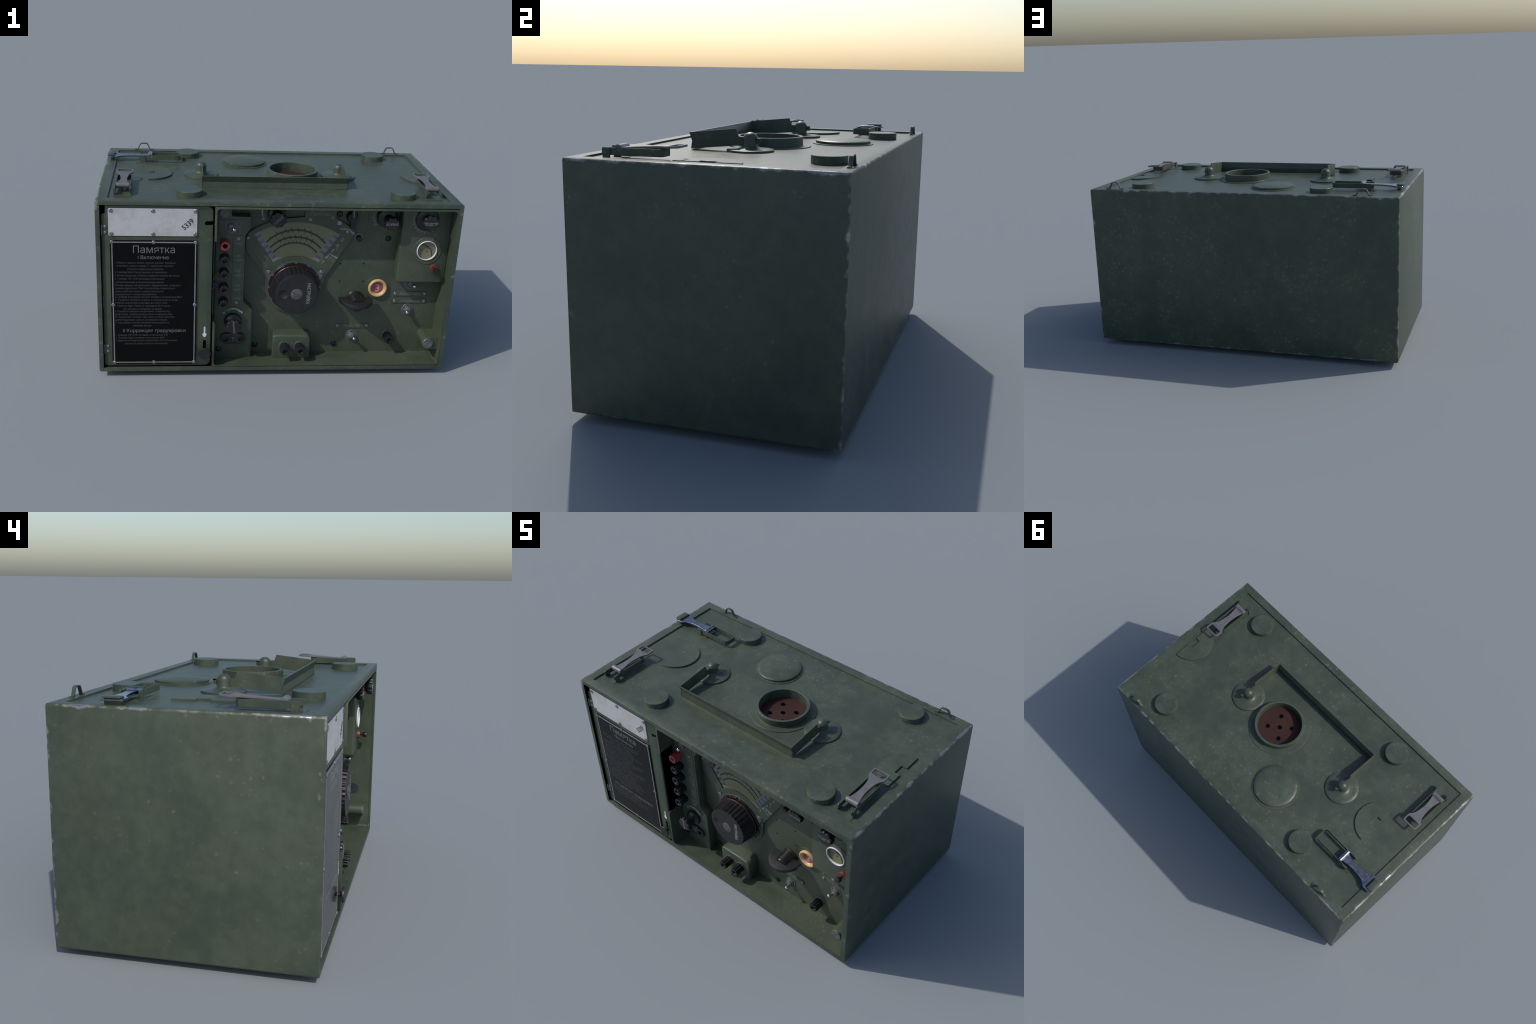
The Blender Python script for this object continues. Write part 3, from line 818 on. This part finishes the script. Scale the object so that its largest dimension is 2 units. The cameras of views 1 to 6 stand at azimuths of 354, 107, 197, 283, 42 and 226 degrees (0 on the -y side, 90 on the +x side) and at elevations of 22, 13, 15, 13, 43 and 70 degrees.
# ---- control knobs: dished skirt, neck, scalloped head
def control_knob(x, y, z, skirt, head, y_face, text, tw, cap, rot=0.0, lobes=9, hx=0.0, hz=0.0, deep=0.016):
    ln = y - y_face
    kn = lathe('control_knob', [(skirt, -0.001), (skirt, deep), (skirt * 0.94, deep + 0.005), (skirt * 0.72, deep + 0.010), (head * 0.70, deep + 0.014), (head * 0.66, ln - 0.040), (head * 0.80, ln - 0.034)], (x, y, z), 'black', p, 'y', 48)
    lathe('knob_head', [(0.0, ln - 0.0365), (head * 0.80, ln - 0.0365), (head * 0.97, ln - 0.029, head * 0.10), (head, ln - 0.02, head * 0.15), (head * 0.985, ln - 0.004, head * 0.15), (head * 0.95, ln - 0.0008, head * 0.13), (head * 0.91, ln, head * 0.10), (head * 0.6, ln), (0, ln)],
          (x + hx, y, z + hz), 'black', kn, 'y', 180, lobes=lobes, shape=3.0, angle=40)
    bm = bmesh.new(); add_text(bm, text, x + hx, z + hz, cap, y_face, tw, rot=rot)
    finish(bm, 'knob_lettering', 'text', kn, smooth=False)
    return kn


control_knob(-0.2425, PL, 0.300, 0.0505, 0.0445, -0.527, 'ГРОМКОСТЬ', 0.074, 0.0105, rot=-84, hz=0.003)
control_knob(-0.0135, PB - 0.003, 0.9330, 0.050, 0.0450, -0.480, 'ПОЛОСА', 0.066, 0.0145, rot=47)
control_knob(0.6175, PB - 0.001, 0.925, 0.0590, 0.0395, -0.506, 'КОМПЕНС', 0.070, 0.0130, lobes=8, deep=0.028)
control_knob(0.8275, PR, 0.9395, 0.0670, 0.0465, -0.536, 'ПОДСТР', 0.074, 0.0175, lobes=9, deep=0.007)

# pointer switch near the top edge
ps = lathe('pointer_switch', [(0.0345, -0.001), (0.0345, 0.008), (0.030, 0.014), (0.026, 0.030), (0, 0.030)], (0.417, PB, 0.925), 'black', p, 'y', 40)
prism('pointer_bar', [(0.4055, 0.8605), (0.4360, 0.8605), (0.4375, 0.938), (0.433, 0.972), (0.412, 0.972), (0.405, 0.938)], 'y', PB - 0.012, PB - 0.034, 'black', ps, 0.003, 2)
bm = bmesh.new(); add_bar(bm, (0.4220, 0.927), (0.4190, 0.970), 0.0045, PB - 0.034)
finish(bm, 'pointer_line', 'mark', ps, smooth=False)

# push button beside the arrow
pb = lathe('push_button', [(0.0245, -0.001), (0.0245, 0.004), (0.020, 0.006), (0, 0.006)], (0.464, PB, 0.800), 'washer', p, 'y', 32)
lathe('button_cap', [(0.0165, 0.004), (0.0165, 0.036), (0.015, 0.039), (0, 0.0395)], (0.464, PB, 0.800), 'black', pb, 'y', 32)

# ---- subrange switch: round hub with a half-round wing
hub = lathe('range_switch', [(0, -0.001), (0.050, -0.001), (0.050, 0.006), (0.0495, 0.012), (0.049, 0.015), (0.048, 0.016), (0.042, 0.091), (0.0395, 0.095), (0, 0.0955)], (0.4765, PB, 0.4150), 'black', p, 'y', 56)
wing = [(0.4737 + 0.1005 * cos(radians(a)), -0.397 + 0.117 * sin(radians(a))) for a in range(180, 361, 9)]
wg = prism('switch_wing', wing, 'z', 0.4125, 0.4370, 'matte_black', hub, 0.003, 2)
for v in wg.data.vertices:                     # droops slightly towards the tip
    v.co.z += (v.co.y + 0.397) * 0.04
lathe('switch_collar', [(0.0495, -0.001), (0.0515, 0.002), (0.0515, 0.006), (0.0495, 0.008), (0.045, 0.008)], (0.4765, PB - 0.001, 0.4150), 'ring_red', hub, 'y', 56)
box('wing_mark', (0.5700, 0.5750), (-0.428, -0.402), (0.419, 0.4265), 'mark', hub)

# ---- numbered window: tan cup with a red disc
cup = lathe('range_window', [(0.0745, -0.0005), (0.0745, 0.002), (0.073, 0.003), (0.055, 0.003)], (0.6065, PB, 0.485), 'panel', p, 'y', 56)
lathe('window_cup', [(0.0545, 0.0), (0.0560, 0.010), (0.0550, 0.016), (0.051, 0.0195), (0.046, 0.0195), (0.042, 0.016), (0.0375, 0.008), (0.0355, 0.005), (0.0345, 0.003), (0.0, 0.003)], (0.6045, PB, 0.4855), 'gold', cup, 'y', 56, angle=45)
lathe('window_disc', [(0.0343, 0.0), (0.0343, 0.0045), (0, 0.0045)], (0.6045, PB, 0.4855), 'window_red', cup, 'y', 48)
bm = bmesh.new(); add_text(bm, '3', 0.6045, 0.4855, 0.049, PB - 0.0045)
finish(bm, 'window_number', 'window_white', cup, smooth=False)


# ---- label strips with two screws each
def label(x0, x1, z0, z1, y, text, tx0, tx1, cap, tz=None):
    global k
    lb = prism('label_strip', rrect(x0, x1, z0, z1, 0.003, 3), 'y', y + 0.001, y - 0.005, 'panel', p, 0.001, 1)
    bm = bmesh.new(); add_text(bm, text, (tx0 + tx1) / 2, (z0 + z1) / 2, cap, y - 0.005, tx1 - tx0)
    finish(bm, 'label_lettering', 'text', lb, smooth=False)
    for x in (x0 + 0.0115, x1 - 0.0115):
        k += 1; screw(x, y - 0.005, (z0 + z1) / 2 + 0.001, lb, 29 * k, 0.88)
label(0.3735, 0.5745, 0.2235, 0.2525, PB, 'ТЛГ ↔ ТЛФ', 0.4265, 0.523, 0.0125)
label(0.7045, 0.905, 0.4325, 0.4605, PB, 'ВКЛ СВЕТ ВЫКЛ', 0.743, 0.869, 0.0130)
label(0.7045, 0.905, 0.3860, 0.4145, PB, 'I ← НАКАЛ → II', 0.748, 0.861, 0.0130)


# ---- toggle switches
def toggle(x, y, z, dx, dz=0.0):
    tg = lathe('toggle_switch', [(0.0365, -0.001), (0.0365, 0.003), (0.0355, 0.004), (0.027, 0.004)], (x, y, z), 'washer', p, 'y', 40)
    bm = bmesh.new()
    add_prism(bm, [(x + 0.0275 * cos(radians(60 * i)), z + 0.0275 * sin(radians(60 * i))) for i in range(6)], 'y', y - 0.003, y - 0.011)
    bmesh.ops.recalc_face_normals(bm, faces=bm.faces); bevel(bm, 0.0012, 1)
    add_lathe(bm, [(0.0195, 0.009), (0.0195, 0.019), (0.017, 0.021), (0.0125, 0.0235), (0, 0.0235)], (x, y, z), 'y', 32)
    finish(bm, 'switch_nut', 'washer', tg)
    lv = lathe('switch_lever', [(0, 0), (0.0072, 0.0), (0.0058, 0.016), (0.0078, 0.024), (0.0108, 0.030), (0.0122, 0.036), (0.0118, 0.042), (0.009, 0.0465), (0.005, 0.0485), (0, 0.049)], (0, 0, 0), 'chrome', tg, 'y', 28, angle=60)
    lv.location = (x, y - 0.0115, z)
    lv.rotation_euler = (math.atan2(dz, 0.04), 0, math.atan2(dx, 0.04))
    return tg
toggle(-0.2676, PL, 0.8775, 0.012)
toggle(0.4741, PB, 0.1735, 0.010)
toggle(0.8012, PB, 0.3450, -0.016)
toggle(0.8018, PB, 0.5130, 0.012)


# ---- screw terminals with a fluted cap
def terminal(x, y, z, red=False):
    tm = lathe('terminal', [(0.0325, -0.001), (0.0325, 0.0035), (0.031, 0.0045), (0, 0.0045)], (x, y, z), 'washer', p, 'y', 40)
    am = 0.0048
    lathe('terminal_cap', [(0.024, 0.004), (0.0285, 0.006, am), (0.0285, 0.030, am), (0.0278, 0.062, am), (0.0268, 0.0668, am * 0.7), (0.0250, 0.0675, 0.0008), (0.0150, 0.0675), (0.0138, 0.066), (0.0134, 0.050), (0, 0.050)],
          (x, y, z), 'red' if red else 'black', tm, 'y', 120, lobes=10, shape=1.4, angle=40)
    if red:
        lathe('terminal_bore', [(0.0132, 0.0505), (0, 0.0505)], (x, y, z), 'void', tm, 'y', 28)
    else:
        lathe('terminal_thread', [(0.0132, 0.0515), (0.0132, 0.057), (0.0105, 0.0572), (0.0100, 0.0515)], (x, y, z), 'ring_red', tm, 'y', 28)
for i, z in enumerate((0.786, 0.6985, 0.6125, 0.5225, 0.4325)):
    terminal(-0.3030, PL, z, red=(i == 0))
terminal(0.0620, TB, 0.1435); terminal(0.1515, TB, 0.1440)
terminal(0.6925, PB, 0.1730)

# wires through the notch beside the terminals
tube('wire', [(-0.320, -0.437, 0.605), (-0.336, -0.442, 0.612), (-0.346, -0.447, 0.611), (-0.352, -0.45, 0.588), (-0.366, -0.452, 0.54), (-0.385, -0.44, 0.51)], 0.0022, 'red', p)
tube('wire', [(-0.322, -0.437, 0.534), (-0.336, -0.445, 0.534), (-0.3405, -0.448, 0.527), (-0.345, -0.449, 0.540), (-0.3495, -0.45, 0.545), (-0.356, -0.451, 0.532), (-0.367, -0.452, 0.509), (-0.385, -0.44, 0.50)], 0.0028, 'blue', p)
tube('wire', [(-0.322, -0.437, 0.487), (-0.327, -0.445, 0.478), (-0.334, -0.448, 0.475), (-0.341, -0.45, 0.50), (-0.3475, -0.45, 0.520), (-0.353, -0.451, 0.519), (-0.367, -0.452, 0.480), (-0.385, -0.44, 0.47)], 0.0022, 'red', p)

# ---- plates and lettering on the terminal block
prism('switch_label_plate', rrect(-0.3375, -0.2020, 0.833, 0.9185, 0.006, 4), 'y', PL + 0.001, PL - 0.002, 'panel', p, 0.0006, 1)
prism('terminal_label_strip', rrect(-0.2560, -0.1985, 0.398, 0.828, 0.008, 4), 'y', PL + 0.001, PL - 0.0025, 'panel', p, 0.0006, 1)
gp = arc(-0.243, 0.296, 0.0955, 38, 142, 20)
prism('volume_label_plate', gp, 'y', PL + 0.001, PL - 0.0025, 'panel', p, 0.0006, 1)
bm = bmesh.new()
for i, ch in enumerate('ВЫКЛ'):
    add_text(bm, ch, -0.319, 0.905 - 0.0175 * i, 0.0105, PL - 0.002)
for i, ch in enumerate('ВКЛ'):
    add_text(bm, ch, -0.220, 0.895 - 0.0185 * i, 0.0105, PL - 0.002)
for s, z in (('+60', 0.7795), ('+25', 0.7045), ('на ВП', 0.6785), ('+25', 0.6145), ('на ВП', 0.587), ('+25', 0.5255), ('на АК', 0.498), ('+ОБЩ', 0.443)):
    add_text(bm, s, -0.2283, z, 0.0150, PL - 0.0025, min(0.048, 0.012 * len(s)))
for i, ch in enumerate('АНТ.З'):
    add_text(bm, ch, 0.1070, 0.163 - 0.0165 * i, 0.0085, TB)
for a, b in (((-0.207, 0.132), (-0.207, 0.124)), ((-0.241, 0.105), (-0.235, 0.105)), ((-0.214, 0.111), (-0.206, 0.111))):
    add_bar(bm, a, b, 0.002, PL)
finish(bm, 'block_lettering', 'text', p, smooth=False)
bm = bmesh.new()
def wedge(cx, cz, r, a0, a1, w0, w1, y):
    n = 24
    o = [(cx + (r + (w0 + (w1 - w0) * i / n) / 2) * cos(radians(a0 + (a1 - a0) * i / n)), cz + (r + (w0 + (w1 - w0) * i / n) / 2) * sin(radians(a0 + (a1 - a0) * i / n))) for i in range(n + 1)]
    i_ = [(cx + (r - (w0 + (w1 - w0) * i / n) / 2) * cos(radians(a0 + (a1 - a0) * i / n)), cz + (r - (w0 + (w1 - w0) * i / n) / 2) * sin(radians(a0 + (a1 - a0) * i / n))) for i in range(n + 1)]
    add_prism(bm, o + i_[::-1], 'y', y + 0.0006, y - 0.0008)
wedge(-0.2415, 0.3235, 0.0545, 138, 40, 0.002, 0.013, PL - 0.0025)
wedge(-0.012, 0.944, 0.0815, 150, 202, 0.013, 0.004, PB)
finish(bm, 'level_wedge', 'mark', p, smooth=False)
k += 1; screw(-0.2268, PL - 0.0025, 0.8085, p, 15, 0.9); screw(-0.2262, PL - 0.0025, 0.4168, p, 60, 0.9)
screw(-0.2945, PL - 0.0025, 0.3525, p, 15, 0.72); screw(-0.1915, PL - 0.0025, 0.3525, p, 70, 0.72)
screw(-0.0855, PB, 0.9055, p, 20, 0.75)

# headphone socket: black slab with rounded ends and two holes
tp = prism('headphone_socket', rrect(-0.3130, -0.1650, 0.158, 0.224, 0.0329, 10), 'y', PL + 0.001, PL - 0.0155, 'matte_black', p, 0.003, 2)
cut(tp, *[lathe('c', [(0, -0.013), (0.0172, -0.013), (0.0172, 0.1), (0, 0.1)], (x, PL - 0.0155, 0.190), 'void', axis='y', seg=28) for x in (-0.2825, -0.1955)])
bm = bmesh.new(); add_text(bm, 'Т', -0.2390, 0.1885, 0.025, PL - 0.0155, bold=-0.012)
finish(bm, 'socket_letter', 'mark', tp, smooth=False)

# ---- voltmeter
MX, MZ = 0.8465, 0.753
cut(mblock, lathe('c', [(0, -0.0195), (0.0545, -0.0195), (0.0545, 0.05), (0, 0.05)], (MX, PR, MZ), 'panel', axis='y', seg=48))
mt = lathe('voltmeter', [(0.0825, -0.001), (0.0825, 0.0025), (0.081, 0.004), (0.056, 0.004)], (0.8500, PR, 0.7515), 'panel', p, 'y', 56)
lathe('meter_rim', [(0.0540, 0.0), (0.0540, 0.0085), (0.0550, 0.0105), (0.0572, 0.0105), (0.0588, 0.0085), (0.0588, 0.0)], (MX, PR, MZ), 'white', mt, 'y', 48)
MF = PR + 0.0065
lathe('meter_face', [(0.0540, 0.0), (0.0540, -0.0065), (0, -0.0065)], (MX, PR, MZ), 'dial', mt, 'y', 48)
bm = bmesh.new()
mc = (MX - 0.0310, MZ - 0.0340)
add_band(bm, mc[0], mc[1], 0.0640, 0.0680, -8, 92, MF)
for a in (88, 78, 68, 56, 44, 22, 12, 3):
    c_, s_ = cos(radians(a)), sin(radians(a))
    add_bar(bm, (mc[0] + c_ * 0.061, mc[1] + s_ * 0.061), (mc[0] + c_ * 0.0715, mc[1] + s_ * 0.0715), 0.002, MF)
add_text(bm, 'V', MX - 0.0290, MZ + 0.0005, 0.019, MF, bold=-0.01)
finish(bm, 'meter_scale', 'dial_ink', mt, smooth=False)
bm = bmesh.new(); add_band(bm, mc[0], mc[1], 0.0545, 0.0640, 44, 62, MF); finish(bm, 'red_sector', 'red_mark', mt, smooth=False)
bm = bmesh.new(); add_band(bm, mc[0], mc[1], 0.0680, 0.0780, 27, 41, MF); finish(bm, 'blue_sector', 'blue_mark', mt, smooth=False)
lathe('meter_pivot', [(0.006, 0), (0.006, 0.0015), (0, 0.002)], (MX + 0.001, MF, MZ - 0.0055), 'disc', mt, 'y', 20)
bm = bmesh.new()
for i, ch in enumerate('УКАЗАТЕЛЬ'):
    a = 138 - i * 11.5
    add_text(bm, ch, MX + 0.0675 * cos(radians(a)), MZ + 0.0675 * sin(radians(a)), 0.0085, PR - 0.004, rot=a - 90)
finish(bm, 'meter_lettering', 'text', mt, smooth=False)

# ticks round the two upper right knobs
prism('trim_label_plate', arc(0.6175, 0.925, 0.108, 120, 240, 24), 'y', PB + 0.001, PB - 0.002, 'panel', p, 0.0006, 1)
bm = bmesh.new()
def dial_ticks(cx, cz, r, a0, a1, n, l0, l1, y, wd=0.0026):
    for i in range(n):
        a = radians(a0 + (a1 - a0) * i / (n - 1)); l = l0 if i % 2 else l1
        add_bar(bm, (cx + r * cos(a), cz + r * sin(a)), (cx + (r + l) * cos(a), cz + (r + l) * sin(a)), wd, y)
dial_ticks(0.8275, 0.9395, 0.0715, 155, 322, 22, 0.0055, 0.0125, PR)
dial_ticks(0.6175, 0.925, 0.0665, 118, 222, 14, 0.012, 0.021, PB - 0.002)
add_text(bm, '9', 0.5585, 0.8725, 0.011, PB - 0.002); add_text(bm, '0', 0.893, 0.893, 0.010, PR)
add_bar(bm, (0.476, 0.951), (0.490, 0.960), 0.003, PB)
finish(bm, 'dial_ticks', 'mark', p, smooth=False)

# red-collared test button
rb = lathe('test_button', [(0.0245, -0.001), (0.0245, 0.011), (0.0225, 0.0155), (0, 0.016)], (0.9000, PR, 0.644), 'collar', p, 'y', 36)
lathe('button_head', [(0.0062, 0.012), (0.0062, 0.030), (0.0135, 0.0325), (0.0150, 0.036), (0.0150, 0.051), (0.0132, 0.0545), (0, 0.0555)], (0.9000, PR, 0.644), 'black', rb, 'y', 28)

bpy.data.objects.remove(_font_ob); bpy.data.curves.remove(_font)
for me in [m for m in bpy.data.meshes if m.users == 0]:
    bpy.data.meshes.remove(me)
